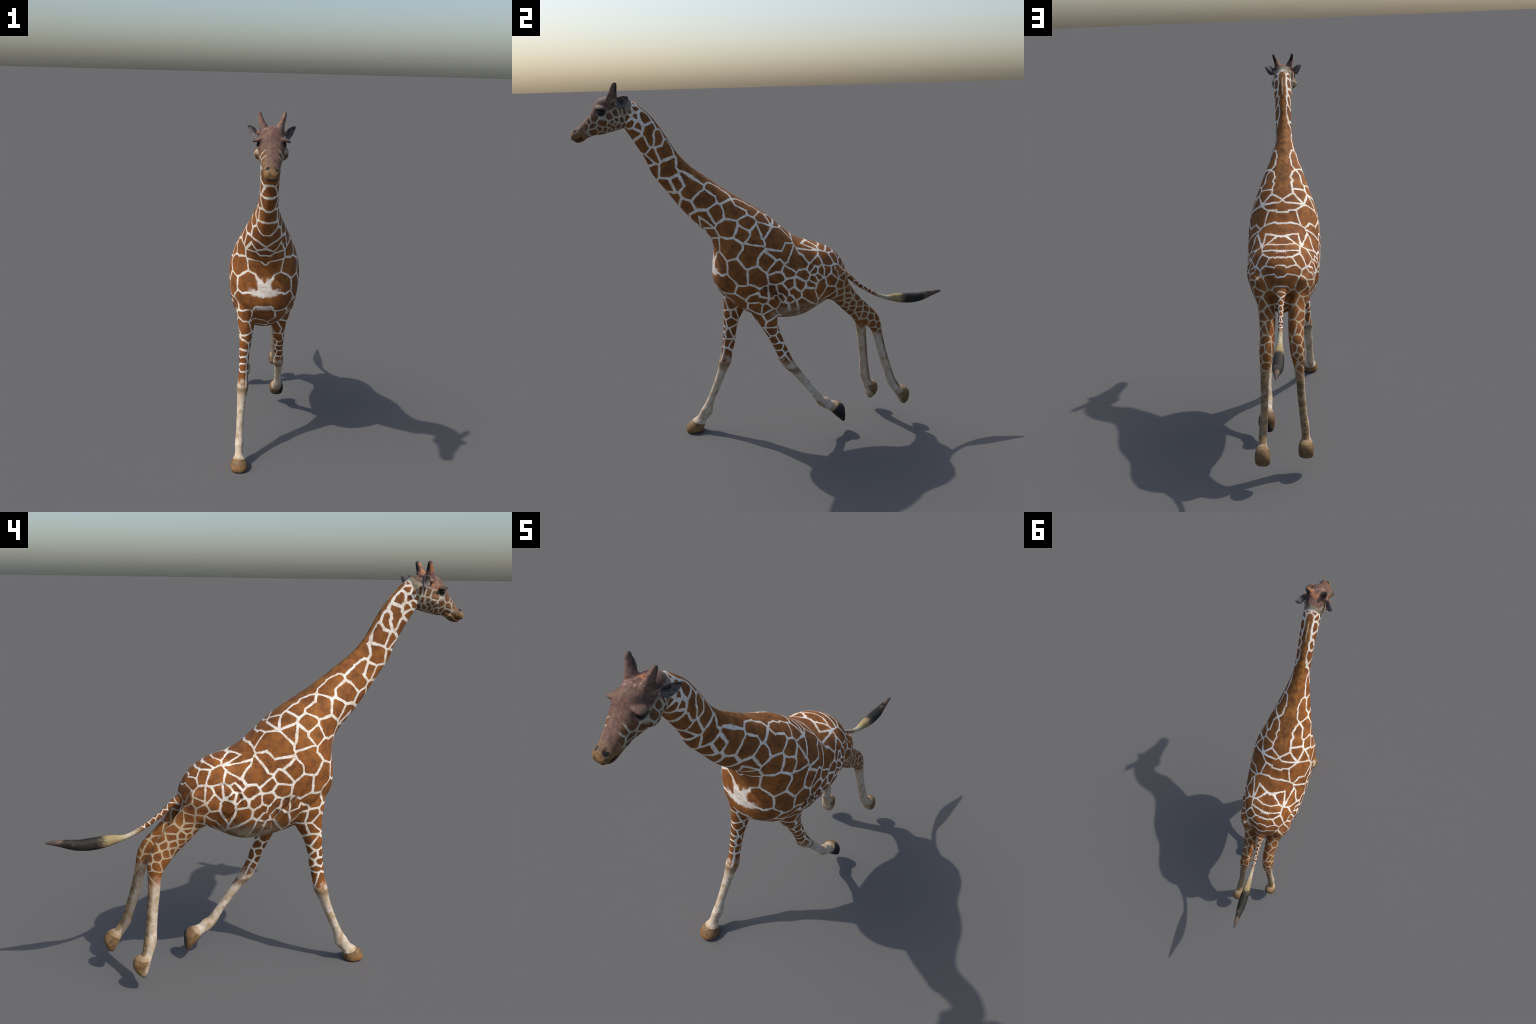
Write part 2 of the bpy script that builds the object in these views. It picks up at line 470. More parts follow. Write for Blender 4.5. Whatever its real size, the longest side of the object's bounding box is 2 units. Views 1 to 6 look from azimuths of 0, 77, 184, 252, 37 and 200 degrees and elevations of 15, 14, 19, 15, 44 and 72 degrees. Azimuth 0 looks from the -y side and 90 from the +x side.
# ---------------------------------------------------------------- coat pattern
# Each cell of the reticulated coat is given by one or more patch centres on the
# left side of the skin (x >= 0, mirrored); white lines run where two cells meet.
MANE_LINE = [(0, -.672, 1.842), (0, -.640, 1.815), (0, -.605, 1.781), (0, -.575, 1.740), (0, -.548, 1.696), (0, -.518, 1.647),
             (0, -.489, 1.598), (0, -.460, 1.564), (.012, -.430, 1.532), (.012, -.395, 1.505), (.012, -.356, 1.475), (.012, -.310, 1.440),
             (.014, -.259, 1.402), (.016, -.215, 1.374), (.018, -.177, 1.348), (.018, -.140, 1.325), (.018, -.100, 1.298), (.018, -.065, 1.272),
             (.037, -.478, 1.541), (.036, -.440, 1.512), (.034, -.385, 1.478)]
NECK = [
    [(.047, -.681, 1.823)], [(.058, -.685, 1.788)], [(.046, -.644, 1.782), (.043, -.651, 1.790), (.038, -.636, 1.771)], [(.058, -.709, 1.755)],
    [(.055, -.728, 1.785)], [(.057, -.711, 1.810)], [(.051, -.694, 1.707), (.000, -.722, 1.700)], [(.059, -.680, 1.738)],
    [(.054, -.624, 1.704), (.047, -.620, 1.730), (.054, -.617, 1.674)], [(.047, -.665, 1.658), (.000, -.690, 1.630), (.030, -.662, 1.636)],
    [(.048, -.584, 1.667), (.043, -.582, 1.691)], [(.046, -.617, 1.589)], [(.050, -.566, 1.610), (.037, -.538, 1.640), (.047, -.536, 1.600)],
    [(.020, -.692, 1.856)], [(.000, -.649, 1.577), (.027, -.639, 1.561)], [(.000, -.625, 1.510), (.023, -.621, 1.520)],
    [(.051, -.551, 1.516), (.050, -.523, 1.551), (.054, -.524, 1.508)], [(.000, -.567, 1.427), (.031, -.554, 1.439)], [(.055, -.505, 1.463)],
    [(.064, -.419, 1.437), (.053, -.462, 1.479), (.069, -.435, 1.402)], [(.000, -.528, 1.380), (.015, -.523, 1.363)],
    [(.092, -.365, 1.350), (.087, -.357, 1.372), (.084, -.396, 1.365)], [(.000, -.468, 1.294), (.050, -.462, 1.327)], [(.111, -.330, 1.295)],
    [(.094, -.371, 1.268), (.050, -.417, 1.256)], [(.058, -.321, 1.409), (.065, -.281, 1.381)], [(.000, -.356, 1.175), (.054, -.348, 1.179)],
    [(.008, -.385, 1.207), (.081, -.387, 1.242)],
]
TRUNK_CELLS = [
    [(.117, -.239, 1.300), (.111, -.241, 1.320), (.110, -.202, 1.306)], [(.145, -.165, 1.234)], [(.140, -.260, 1.217), (.135, -.274, 1.214)],
    [(.161, -.198, 1.189)], [(.180, -.141, 1.147), (.154, -.125, 1.190)], [(.152, -.092, 1.198)],
    [(.157, -.251, 1.120), (.128, -.287, 1.118), (.144, -.261, 1.097)], [(.187, -.187, 1.059), (.184, -.148, 1.117)],
    [(.157, -.042, 1.151), (.094, .024, 1.177), (.169, -.037, 1.110)], [(.089, -.312, 1.040), (.105, -.309, 1.020), (.069, -.326, 1.010)],
    [(.174, -.228, .983), (.169, -.239, 1.021), (.180, -.204, .963)], [(.195, -.070, 1.046)], [(.173, .032, 1.055), (.180, -.042, 1.079)],
    [(.172, .054, 1.040), (.175, .123, 1.012), (.188, .049, 1.011)], [(.195, -.027, 1.005)], [(.192, .027, .981)], [(.197, -.021, .955)],
    [(.188, -.159, .963), (.191, -.134, .942)], [(.131, -.280, .918), (.000, -.334, .929), (.062, -.325, .942), (.102, -.292, .891)],
    [(.193, .030, .904)], [(.190, .094, .902)], [(.186, .120, .947)], [(.123, .158, 1.059), (.150, .164, 1.034)],
    [(.000, .132, 1.115), (.046, .127, 1.110), (.101, .156, 1.072)], [(.158, .186, 1.004), (.173, .165, .985)], [(.131, .258, 1.015)],
    [(.000, .050, 1.177), (.064, .036, 1.178)], [(.000, .020, 1.199), (.057, .003, 1.208)], [(.054, -.030, 1.242)],
    [(.083, -.188, 1.323), (.077, -.127, 1.291), (.070, -.175, 1.325)], [(.093, -.081, 1.257)],
    [(.171, -.162, .881), (.159, -.194, .877), (.176, -.097, .862)], [(.161, -.141, .847), (.166, -.106, .834)],
    [(.093, -.228, .815), (.074, -.263, .838)], [(.165, -.043, .809), (.171, -.033, .829)], [(.188, -.051, .866), (.184, -.006, .839)],
    [(.186, .016, .856), (.189, -.001, .883), (.181, .043, .831)], [(.184, .067, .849), (.186, .052, .860)], [(.178, .145, .835), (.182, .139, .858)],
    [(.164, .107, .789)], [(.161, .064, .780)], [(.153, .015, .773)], [(.054, -.324, 1.126), (.000, -.328, 1.082)],
    [(.000, .226, 1.082), (.021, .218, 1.081)], [(.000, .264, 1.068), (.044, .265, 1.062)], [(.072, .170, 1.090)],
    [(.000, -.314, .863), (.050, -.270, .830)], [(.186, .151, .898)], [(.185, .170, .922)], [(.173, .176, .974)], [(.084, .312, 1.015)],
    [(.000, .311, 1.044), (.051, .287, 1.049)], [(.000, .335, 1.024), (.051, .337, 1.010)], [(.000, .371, .984), (.060, .356, .984)],
    [(.000, .397, .927), (.050, .382, .938)], [(.000, .410, .900)],
]
HIND_CELLS = [
    [(.170, .216, .953)], [(.159, .249, .948)], [(.172, .196, .929)], [(.166, .277, .893), (.164, .274, .921)],
    [(.170, .220, .868), (.173, .211, .894)], [(.154, .326, .873)], [(.149, .265, .846), (.152, .280, .840)], [(.135, .300, .820)],
    [(.137, .326, .819)], [(.165, .296, .942)], [(.145, .334, .938)], [(.145, .345, .910)], [(.126, .374, .878)], [(.119, .383, .823)],
    [(.102, .412, .819)], [(.097, .446, .773)], [(.120, .382, .793)], [(.121, .334, .787)], [(.117, .383, .767)], [(.111, .376, .740)],
    [(.115, .407, .745)], [(.105, .455, .740)], [(.110, .408, .718)], [(.109, .450, .704)], [(.102, .493, .705)], [(.084, .500, .728)],
    [(.091, .533, .688)], [(.108, .346, .751)], [(.099, .372, .717)], [(.099, .402, .692)], [(.106, .451, .673)], [(.107, .480, .666)],
    [(.108, .521, .655)], [(.097, .564, .649)], [(.108, .531, .611)], [(.099, .486, .625)], [(.094, .430, .662)], [(.105, .566, .602)],
    [(.102, .545, .575)], [(.104, .574, .555)], [(.112, .379, .910)], [(.056, .394, .839)], [(.061, .438, .794)], [(.057, .493, .731)],
    [(.056, .563, .655)], [(.075, .586, .625)], [(.040, .420, .800)], [(.044, .537, .641)], [(.045, .380, .770)], [(.042, .440, .720)],
    [(.045, .490, .670)], [(.050, .330, .780)], [(.055, .540, .590)], [(.080, .595, .575)], [(.085, .598, .535)],
]
TAIL_CELLS = [
    [(0, .438, .880)], [(0, .461, .855)], [(0, .485, .834)], [(.013, .445, .862)], [(.014, .470, .830)], [(0, .508, .817)],
    [(.012, .495, .810)], [(.010, .527, .796)], [(0, .535, .798)], [(.009, .552, .780)], [(0, .565, .778)], [(.009, .578, .762)], [(0, .460, .820)], [(0, .510, .782)],
]
FORELEG_L_CELLS = [
    [(.127, -.109, .704), (.118, -.129, .719)], [(.137, -.066, .728)], [(.130, -.048, .678)], [(.126, -.051, .642)],
    [(.125, -.036, .584), (.103, -.053, .572)], [(.123, -.001, .599)], [(.123, -.021, .544), (.097, -.040, .547)], [(.114, .031, .527)],
    [(.120, -.008, .502), (.099, -.021, .500)], [(.128, .015, .473), (.099, -.004, .462)], [(.119, .041, .490)], [(.146, -.121, .783)],
    [(.147, -.088, .778)], [(.064, -.036, .625), (.097, -.077, .619)], [(.072, -.006, .592)], [(.074, -.043, .580)], [(.072, -.013, .551)],
    [(.078, -.009, .512)], [(.085, .028, .536)], [(.073, .019, .476)], [(.087, .048, .490)], [(.065, -.050, .690)], [(.085, -.131, .702)],
    [(.096, .011, .638)],
]
FORELEG_R_CELLS = [
    [(-.148, -.150, .795)], [(-.147, -.195, .792)], [(-.137, -.204, .734)], [(-.137, -.229, .759), (-.086, -.269, .740)],
    [(-.129, -.233, .644), (-.098, -.272, .641)], [(-.123, -.163, .723)], [(-.126, -.225, .589)], [(-.125, -.256, .592), (-.102, -.274, .597)],
    [(-.114, -.203, .610)], [(-.126, -.199, .666)], [(-.128, -.253, .557), (-.102, -.276, .567)], [(-.126, -.235, .522), (-.105, -.283, .518)],
    [(-.118, -.227, .482)], [(-.126, -.270, .472), (-.101, -.289, .473)], [(-.116, -.215, .545)], [(-.055, -.238, .756)], [(-.057, -.216, .690)],
    [(-.064, -.243, .651)], [(-.061, -.190, .700)], [(-.071, -.259, .686)], [(-.077, -.255, .575)], [(-.075, -.218, .590)], [(-.079, -.260, .518)],
    [(-.081, -.233, .505)], [(-.079, -.269, .468)],
]
FACE_CELLS = [
    [(.075, -.801, 1.789)], [(.064, -.770, 1.801)], [(.065, -.773, 1.774)], [(.061, -.752, 1.777)], [(.062, -.836, 1.755), (.058, -.848, 1.753)], [(.075, -.794, 1.763)],
    [(.066, -.813, 1.745)], [(.046, -.795, 1.734)], [(.047, -.859, 1.733)], [(.042, -.831, 1.725)], [(.045, -.769, 1.739)], [(.061, -.739, 1.806)],
    [(.049, -.892, 1.746)], [(.041, -.885, 1.723)], [(.031, -.745, 1.738)], [(.063, -.753, 1.805)], [(.063, -.781, 1.754)], [(.038, -.811, 1.724)],
    [(.051, -.890, 1.784)], [(.039, -.912, 1.772)], [(.033, -.926, 1.757)], [(.012, -.760, 1.722)], [(.012, -.800, 1.714)], [(.012, -.845, 1.706)],
    [(.059, -.707, 1.761)], [(.056, -.724, 1.782)], [(.057, -.708, 1.809)], [(.048, -.701, 1.709), (0, -.722, 1.700)],
]

class Nodes:
    """Small helper that writes a shader as expressions."""
    corner = .020
    def __init__(self, name):
        self.m = bpy.data.materials.new(name); self.m.use_nodes = True
        self.t = self.m.node_tree
        self.bsdf = self.t.nodes["Principled BSDF"]
        self.co = self.t.nodes.new("ShaderNodeTexCoord").outputs["Object"]
        self.geo = self.t.nodes.new("ShaderNodeNewGeometry")
    def put(self, sock, v):
        if isinstance(v, bpy.types.NodeSocket): self.t.links.new(v, sock)
        elif isinstance(v, (tuple, list)) and len(v) == 3 and len(sock.default_value) == 4: sock.default_value = (*v, 1)
        else: sock.default_value = v
    def math(self, op, a, b=0., c=0., clamp=False):
        nd = self.t.nodes.new("ShaderNodeMath"); nd.operation = op; nd.use_clamp = clamp
        for s, v in zip(nd.inputs, (a, b, c)): self.put(s, v)
        return nd.outputs[0]
    def vec(self, op, a, b=(0, 0, 0), out=0):
        nd = self.t.nodes.new("ShaderNodeVectorMath"); nd.operation = op
        self.put(nd.inputs[0], a)
        if op == "SCALE": self.put(nd.inputs["Scale"], b)
        else: self.put(nd.inputs[1], b)
        return nd.outputs["Value"] if op in ("DISTANCE", "LENGTH", "DOT_PRODUCT") else nd.outputs[0]
    def noise(self, co, scale, detail=2., rough=.5, out="Fac"):
        nd = self.t.nodes.new("ShaderNodeTexNoise")
        self.put(nd.inputs["Vector"], co); nd.inputs["Scale"].default_value = scale
        nd.inputs["Detail"].default_value = detail; nd.inputs["Roughness"].default_value = rough
        return nd.outputs[out]
    def step(self, x, a, b, lo=0., hi=1.):
        nd = self.t.nodes.new("ShaderNodeMapRange"); nd.interpolation_type = "SMOOTHSTEP"
        for s, v in zip(nd.inputs, (x, a, b, lo, hi)): self.put(s, v)
        return nd.outputs[0]
    def mix(self, f, a, b, mode="MIX"):
        nd = self.t.nodes.new("ShaderNodeMix"); nd.data_type = "RGBA"; nd.blend_type = mode
        self.put(nd.inputs[0], f); self.put(nd.inputs[6], a); self.put(nd.inputs[7], b)
        return nd.outputs[2]
    def xyz(self, v):
        nd = self.t.nodes.new("ShaderNodeSeparateXYZ"); self.put(nd.inputs[0], v)
        return nd.outputs[0], nd.outputs[1], nd.outputs[2]
    def join(self, x, y, z):
        nd = self.t.nodes.new("ShaderNodeCombineXYZ")
        for s, v in zip(nd.inputs, (x, y, z)): self.put(s, v)
        return nd.outputs[0]
    def curve(self, x, pts):
        """piecewise-smooth function of x, x and values inside 0..1"""
        nd = self.t.nodes.new("ShaderNodeFloatCurve"); c = nd.mapping.curves[0]
        c.points[0].location = pts[0]; c.points[1].location = pts[-1]
        for p in pts[1:-1]: c.points.new(*p)
        nd.mapping.update(); self.put(nd.inputs["Value"], x)
        return nd.outputs[0]
    def near(self, p, c, r0, r1):
        return self.step(self.vec("DISTANCE", p, c), r0, r1, 1., 0.)
    def cells(self, groups):
        """groups: (coordinate socket, [centres]) -> distance to the nearest cell centre
        and distance to the border with the second nearest cell"""
        CENTRE, CELL = cell_groups()
        def use(tree, **ins):
            nd = self.t.nodes.new("ShaderNodeGroup"); nd.node_tree = tree
            for k, v in ins.items(): self.put(nd.inputs[k], v)
            return nd.outputs
        state = dict(f1=8., f2=9., f3=9., s1=(8., 0., 0.), s2=(9., 0., 0.))
        for co, pts in groups:
            ds = dict(d=7., s=(7., 0., 0.))
            for p in pts:
                o = use(CENTRE, co=co, p=p, **ds); ds = dict(d=o["d"], s=o["s"])
            o = use(CELL, **ds, **state); state = {k: o[k] for k in state}
        f1, f2, f3, s1, s2 = state.values()
        num = self.math("MULTIPLY", self.math("SUBTRACT", f2, f1), self.math("ADD", f2, f1))
        line = self.math("DIVIDE", num, self.math("MULTIPLY", 2., self.vec("DISTANCE", s1, s2)))
        # measure along the skin: borders that cut it at a slant would otherwise come out broad
        x, y, z = self.xyz(self.geo.outputs["Normal"])
        nrm = self.join(self.math("MULTIPLY", x, self.math("SIGN", self.xyz(self.co)[0])), y, z)
        slant = self.vec("DOT_PRODUCT", nrm, self.vec("NORMALIZE", self.vec("SUBTRACT", s2, s1)))
        slant = self.math("SQRT", self.math("MAXIMUM", self.math("SUBTRACT", 1., self.math("MULTIPLY", slant, slant)), .04))
        line = self.math("DIVIDE", line, slant)
        # corners where three cells meet are rounded off
        return f1, self.math("SUBTRACT", line, self.step(self.math("SUBTRACT", f3, f1), self.corner, 0., 0., self.corner * .16))
    def finish(self, col, rough=.75, bump=None, dist=.001, sheen=0.):
        self.put(self.bsdf.inputs["Base Color"], col); self.put(self.bsdf.inputs["Roughness"], rough)
        self.bsdf.inputs["Specular IOR Level"].default_value = .3
        if bump is not None:
            b = self.t.nodes.new("ShaderNodeBump"); b.inputs["Strength"].default_value = .5; b.inputs["Distance"].default_value = dist
            self.put(b.inputs["Height"], bump); self.t.links.new(b.outputs[0], self.bsdf.inputs["Normal"])
        return self.m

def cell_groups(made=[]):
    """Two small node groups: 'nearest centre of one cell' and 'keep the two nearest cells'."""
    if made: return made
    def group(name, ins, outs):
        t = bpy.data.node_groups.new(name, "ShaderNodeTree")
        for kind, names in (("INPUT", ins), ("OUTPUT", outs)):
            for k in names.split():
                t.interface.new_socket(k, in_out=kind, socket_type="NodeSocketFloat" if k in ("d", "f1", "f2", "f3") else "NodeSocketVector")
        i, o = t.nodes.new("NodeGroupInput").outputs, t.nodes.new("NodeGroupOutput").inputs
        def math(op, a, b):
            nd = t.nodes.new("ShaderNodeMath"); nd.operation = op
            t.links.new(a, nd.inputs[0]); t.links.new(b, nd.inputs[1]); return nd.outputs[0]
        def pick(f, a, b):
            nd = t.nodes.new("ShaderNodeMix"); nd.data_type = "VECTOR"
            for s, v in zip((nd.inputs[0], nd.inputs[4], nd.inputs[5]), (f, a, b)): t.links.new(v, s)
            return nd.outputs[1]
        made.append(t)
        return i, o, math, pick, t
    i, o, math, pick, t = group("centre_of_cell", "co p d s", "d s")
    nd = t.nodes.new("ShaderNodeVectorMath"); nd.operation = "DISTANCE"
    t.links.new(i["co"], nd.inputs[0]); t.links.new(i["p"], nd.inputs[1]); dn = nd.outputs["Value"]
    t.links.new(math("MINIMUM", dn, i["d"]), o["d"])
    t.links.new(pick(math("LESS_THAN", dn, i["d"]), i["s"], i["p"]), o["s"])
    i, o, math, pick, t = group("two_nearest_cells", "d s f1 f2 f3 s1 s2", "f1 f2 f3 s1 s2")
    first, second = math("LESS_THAN", i["d"], i["f1"]), math("LESS_THAN", i["d"], i["f2"])
    t.links.new(pick(first, pick(second, i["s2"], i["s"]), i["s1"]), o["s2"])
    t.links.new(pick(first, i["s1"], i["s"]), o["s1"])
    t.links.new(math("MINIMUM", i["f3"], math("MAXIMUM", i["f2"], i["d"])), o["f3"])
    t.links.new(math("MINIMUM", i["f2"], math("MAXIMUM", i["f1"], i["d"])), o["f2"])
    t.links.new(math("MINIMUM", i["f1"], i["d"]), o["f1"])
    return made

BROWN, BROWN_DARK, BROWN_WARM = (.245, .080, .014), (.100, .031, .008), (.340, .125, .022)
WHITE, CREAM, STAIN = (.80, .74, .66), (.50, .41, .31), (.24, .135, .055)

def mirrored(g):
    x, y, z = g.xyz(g.co)
    off = g.math("MULTIPLY", g.step(y, -.70, -.40, .0075, 0.), g.step(z, 1.15, 1.3))
    return g.math("ABSOLUTE", g.math("SUBTRACT", x, off)), x, y, z

def jagged(g, x, y, z, fine=.0075, coarse=.013):
    n1 = g.vec("SUBTRACT", g.noise(g.co, 120., 2., .65, "Color"), (.5, .5, .5))
    n2 = g.vec("SUBTRACT", g.noise(g.co, 17., 1., .5, "Color"), (.5, .5, .5))
    d = g.vec("ADD", g.vec("SCALE", n1, fine), g.vec("SCALE", n2, coarse))
    return g.vec("ADD", g.join(x, y, z), d), d

def inside(groups, lo, hi, pad=.11, signed=False):
    out = []
    for pts in groups:
        for p in pts:
            if all(lo[a] - pad < p[a] < hi[a] + pad for a in range(3)):
                out.append(pts); break
    return out

def coat(name, verts, white=None):
    """Reticulated coat for one body part; white: (z0, z1) below which the leg turns cream."""
    g = Nodes(name)
    ax_, x, y, z = mirrored(g)
    pm, d = jagged(g, ax_, y, z)
    left = g.vec("ADD", g.co, d)                                  # the forelegs are posed apart: each has cells of its own
    right = g.vec("ADD", g.join(g.math("MULTIPLY", x, -1.), y, z), d)
    A = np.c_[np.abs(verts[:, 0]), verts[:, 1:]]; lo, hi = A.min(0), A.max(0); rlo, rhi = verts.min(0), verts.max(0)
    groups = [(pm, p) for p in inside([MANE_LINE] + NECK + TRUNK_CELLS + HIND_CELLS + TAIL_CELLS, lo, hi)]
    groups += [(left, p) for p in inside(FORELEG_L_CELLS, rlo, rhi)]
    groups += [(right, [(-q[0], q[1], q[2]) for q in p]) for p in inside(FORELEG_R_CELLS, rlo, rhi)]
    if name == "tail": g.corner = .006
    f1, line = g.cells(groups)
    # line width narrows on rump, legs and tail
    w = g.math("MULTIPLY", g.step(y, .12, .34, .0055, .0038), g.step(z, .80, .68, 1., .85))
    w = g.math("MULTIPLY", w, g.step(g.noise(g.co, 14., 1.), .3, .7, .75, 1.3))
    w = g.math("MULTIPLY", w, g.step(y, -.30, -.42, 1., 1.22))
    if name == "tail": w = .0026
    if name == "torso":      # broad pale markings on the breast and the croup
        mk = g.math("MAXIMUM", g.near(g.join(ax_, y, z), (.0, -.337, 1.000), .045, .095), g.near(g.join(ax_, y, z), (0., .200, 1.090), .015, .06))
        mk = g.math("MAXIMUM", mk, g.near(g.join(ax_, y, z), (0., .300, 1.050), .015, .05))
        rag = g.math("SUBTRACT", g.noise(g.vec("MULTIPLY", g.co, (1., 1., .5)), 75., 3., .7), .5)
        line = g.math("MULTIPLY_ADD", g.math("MULTIPLY", rag, .030), mk, line)
        w = g.math("MULTIPLY", w, g.math("MULTIPLY_ADD", mk, .7, 1.))
    edge = g.step(g.math("DIVIDE", line, w), .70, 1.20)
    mott = g.noise(g.co, 26., 4., .65)
    fur = g.noise(g.vec("MULTIPLY", g.co, (1., .55, 1.)), 210., 2., .6)
    heart = g.step(f1, .0, .045)
    brown = g.mix(g.step(mott, .34, .62), g.mix(.25, BROWN_DARK, BROWN), BROWN)
    brown = g.mix(g.math("MULTIPLY", g.step(g.noise(g.co, 8., 2.), .42, .70), .55), brown, BROWN_WARM)
    brown = g.mix(g.math("MULTIPLY", g.step(g.math("ADD", f1, g.math("MULTIPLY", mott, .05)), .060, .022), .55), brown, BROWN_DARK)
    brown = g.mix(g.math("MULTIPLY", g.step(fur, .35, .65), .22), brown, (.37, .15, .035))
    # mane band along the crest of the neck
    white_c = g.mix(g.step(g.noise(g.co, 40., 3.), .35, .7), WHITE, (.62, .53, .42))
    dirty = g.math("MULTIPLY", g.math("MULTIPLY", g.step(y, .22, .36), g.step(ax_, .018, .04)), g.step(z, 1.0, .9))
    white_c = g.mix(g.math("MULTIPLY", dirty, .8), white_c, (.38, .27, .14))
    col = g.mix(edge, white_c, brown)
    if name in ("neck", "torso"):
        band = g.math("MULTIPLY", g.step(g.math("SUBTRACT", ax_, g.step(y, -.50, -.20, 0., .012)), .023, .014), g.math("MULTIPLY", g.step(y, -.02, -.10), g.step(y, -.70, -.665)))
        up = g.xyz(g.geo.outputs["Normal"])[2]; ny = g.xyz(g.geo.outputs["Normal"])[1]
        band = g.math("MULTIPLY", band, g.step(g.math("ADD", up, g.math("MULTIPLY", ny, .8)), .35, .7))
        maneband = g.mix(g.step(g.noise(g.vec("MULTIPLY", g.co, (1.6, 1., 1.)), 24., 4., .65), .34, .66), (.115, .042, .010), (.29, .115, .024))
        pale_streak = g.math("MULTIPLY", g.step(ax_, .0055, .002), g.math("MULTIPLY", g.step(y, -.655, -.63), g.step(y, -.56, -.59)))
        maneband = g.mix(g.math("MULTIPLY", pale_streak, .7), maneband, (.55, .45, .30))
        col = g.mix(band, col, maneband)
    if name == "torso":
        under = g.math("MULTIPLY", g.step(g.math("ADD", z, g.math("MULTIPLY", g.noise(g.co, 30., 3.), .07)), .850, .765),
                       g.math("MULTIPLY", g.step(y, -.08, .0), g.step(y, .30, .24)))
        col = g.mix(g.math("MULTIPLY", under, .8), col, g.mix(g.step(g.noise(g.vec("MULTIPLY", g.co, (1., .5, 1.)), 26., 2.), .4, .62), (.42, .34, .24), (.22, .14, .07)))
        # worn pale fur over chest keel and croup
        # ragged pale breast mark: two upright bars standing on a broad cross band, a fainter band below
        rx, rz = g.math("MULTIPLY_ADD", rag, .030, ax_), g.math("MULTIPLY_ADD", rag, .040, z)
        bars = g.math("MULTIPLY", g.step(g.math("ABSOLUTE", g.math("SUBTRACT", rx, .024)), .019, .009),
                      g.math("MULTIPLY", g.step(rz, .960, .975), g.step(rz, 1.062, 1.035)))
        band = g.math("MULTIPLY", g.step(g.math("ABSOLUTE", g.math("SUBTRACT", g.math("MULTIPLY_ADD", ax_, -.22, rz), .965)), .024, .010), g.step(rx, .095, .050))
        lower = g.math("MULTIPLY", g.step(g.math("ABSOLUTE", g.math("SUBTRACT", rz, .884)), .015, .004), g.step(rx, .060, .030))
        pale = g.math("MAXIMUM", g.math("MAXIMUM", bars, band), g.math("MULTIPLY", lower, .75))
        pale = g.math("MULTIPLY", pale, g.step(y, -.20, -.24))
        col = g.mix(pale, col, g.mix(g.step(mott, .35, .65), (.62, .52, .42), (.78, .72, .66)))
        # crease shadow behind the elbow, painted as darkened coat colour
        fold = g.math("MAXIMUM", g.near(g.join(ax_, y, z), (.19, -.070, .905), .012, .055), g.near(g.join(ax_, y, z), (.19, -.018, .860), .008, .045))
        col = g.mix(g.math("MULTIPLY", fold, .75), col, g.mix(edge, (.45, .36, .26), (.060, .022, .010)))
    if white:
        n = g.math("MULTIPLY", g.math("SUBTRACT", g.noise(g.co, 30., 3., .6), .5), .19)
        low = g.step(g.math("ADD", z, n), white[1], white[0])
        blotch = g.step(g.noise(g.vec("MULTIPLY", g.co, (1., 1., .7)), 30., 3., .6), .46, .66)
        leg = g.mix(g.step(g.noise(g.co, 60., 3.), .3, .7), CREAM, (.64, .56, .46))
        leg = g.mix(g.step(g.noise(g.co, 16., 3., .6), .36, .66, .55, 0.), leg, (.44, .32, .205))
        leg = g.mix(g.math("MULTIPLY", blotch, .75 if white[2] else .6), leg, (.33, .215, .105))
        if white[2]:
            knee = g.math("MULTIPLY", g.step(z, white[2] - .035, white[2]), g.step(z, white[2] + .022, white[2] + .006))
            leg = g.mix(g.math("MULTIPLY", knee, .8), leg, (.185, .105, .042))
        else:
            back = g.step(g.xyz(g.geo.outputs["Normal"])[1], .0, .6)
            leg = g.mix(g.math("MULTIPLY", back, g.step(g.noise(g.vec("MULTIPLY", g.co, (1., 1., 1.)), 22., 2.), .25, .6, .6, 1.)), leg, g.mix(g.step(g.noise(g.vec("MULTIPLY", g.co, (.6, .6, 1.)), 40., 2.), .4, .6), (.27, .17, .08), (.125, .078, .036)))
        foot = g.math("MULTIPLY", g.step(g.noise(g.co, 45., 2.), .45, .65), g.step(z, white[3] + .05, white[3]))
        leg = g.mix(g.math("MULTIPLY", foot, .5), leg, (.30, .19, .09))
        fc, r0, r1 = white[4]
        leg = g.mix(g.math("MULTIPLY", g.near(g.vec("ADD", g.co, g.vec("SCALE", d, 1.5)), fc, r0, r1), .92), leg, g.mix(g.step(mott, .3, .7), (.19, .110, .046), (.30, .185, .085)))
        col = g.mix(low, col, leg)
    if name == "tail":
        pale = g.step(y, .555, .625)
        tone = g.mix(g.step(y, .62, .70), (.48, .42, .30), (.30, .23, .105))
        tone = g.mix(g.step(g.noise(g.co, 120., 2.), .52, .65), tone, (.30, .22, .12))
        col = g.mix(pale, col, tone)
    return g.finish(col, .78, g.math("ADD", fur, g.math("MULTIPLY", mott, .6)), .0012)

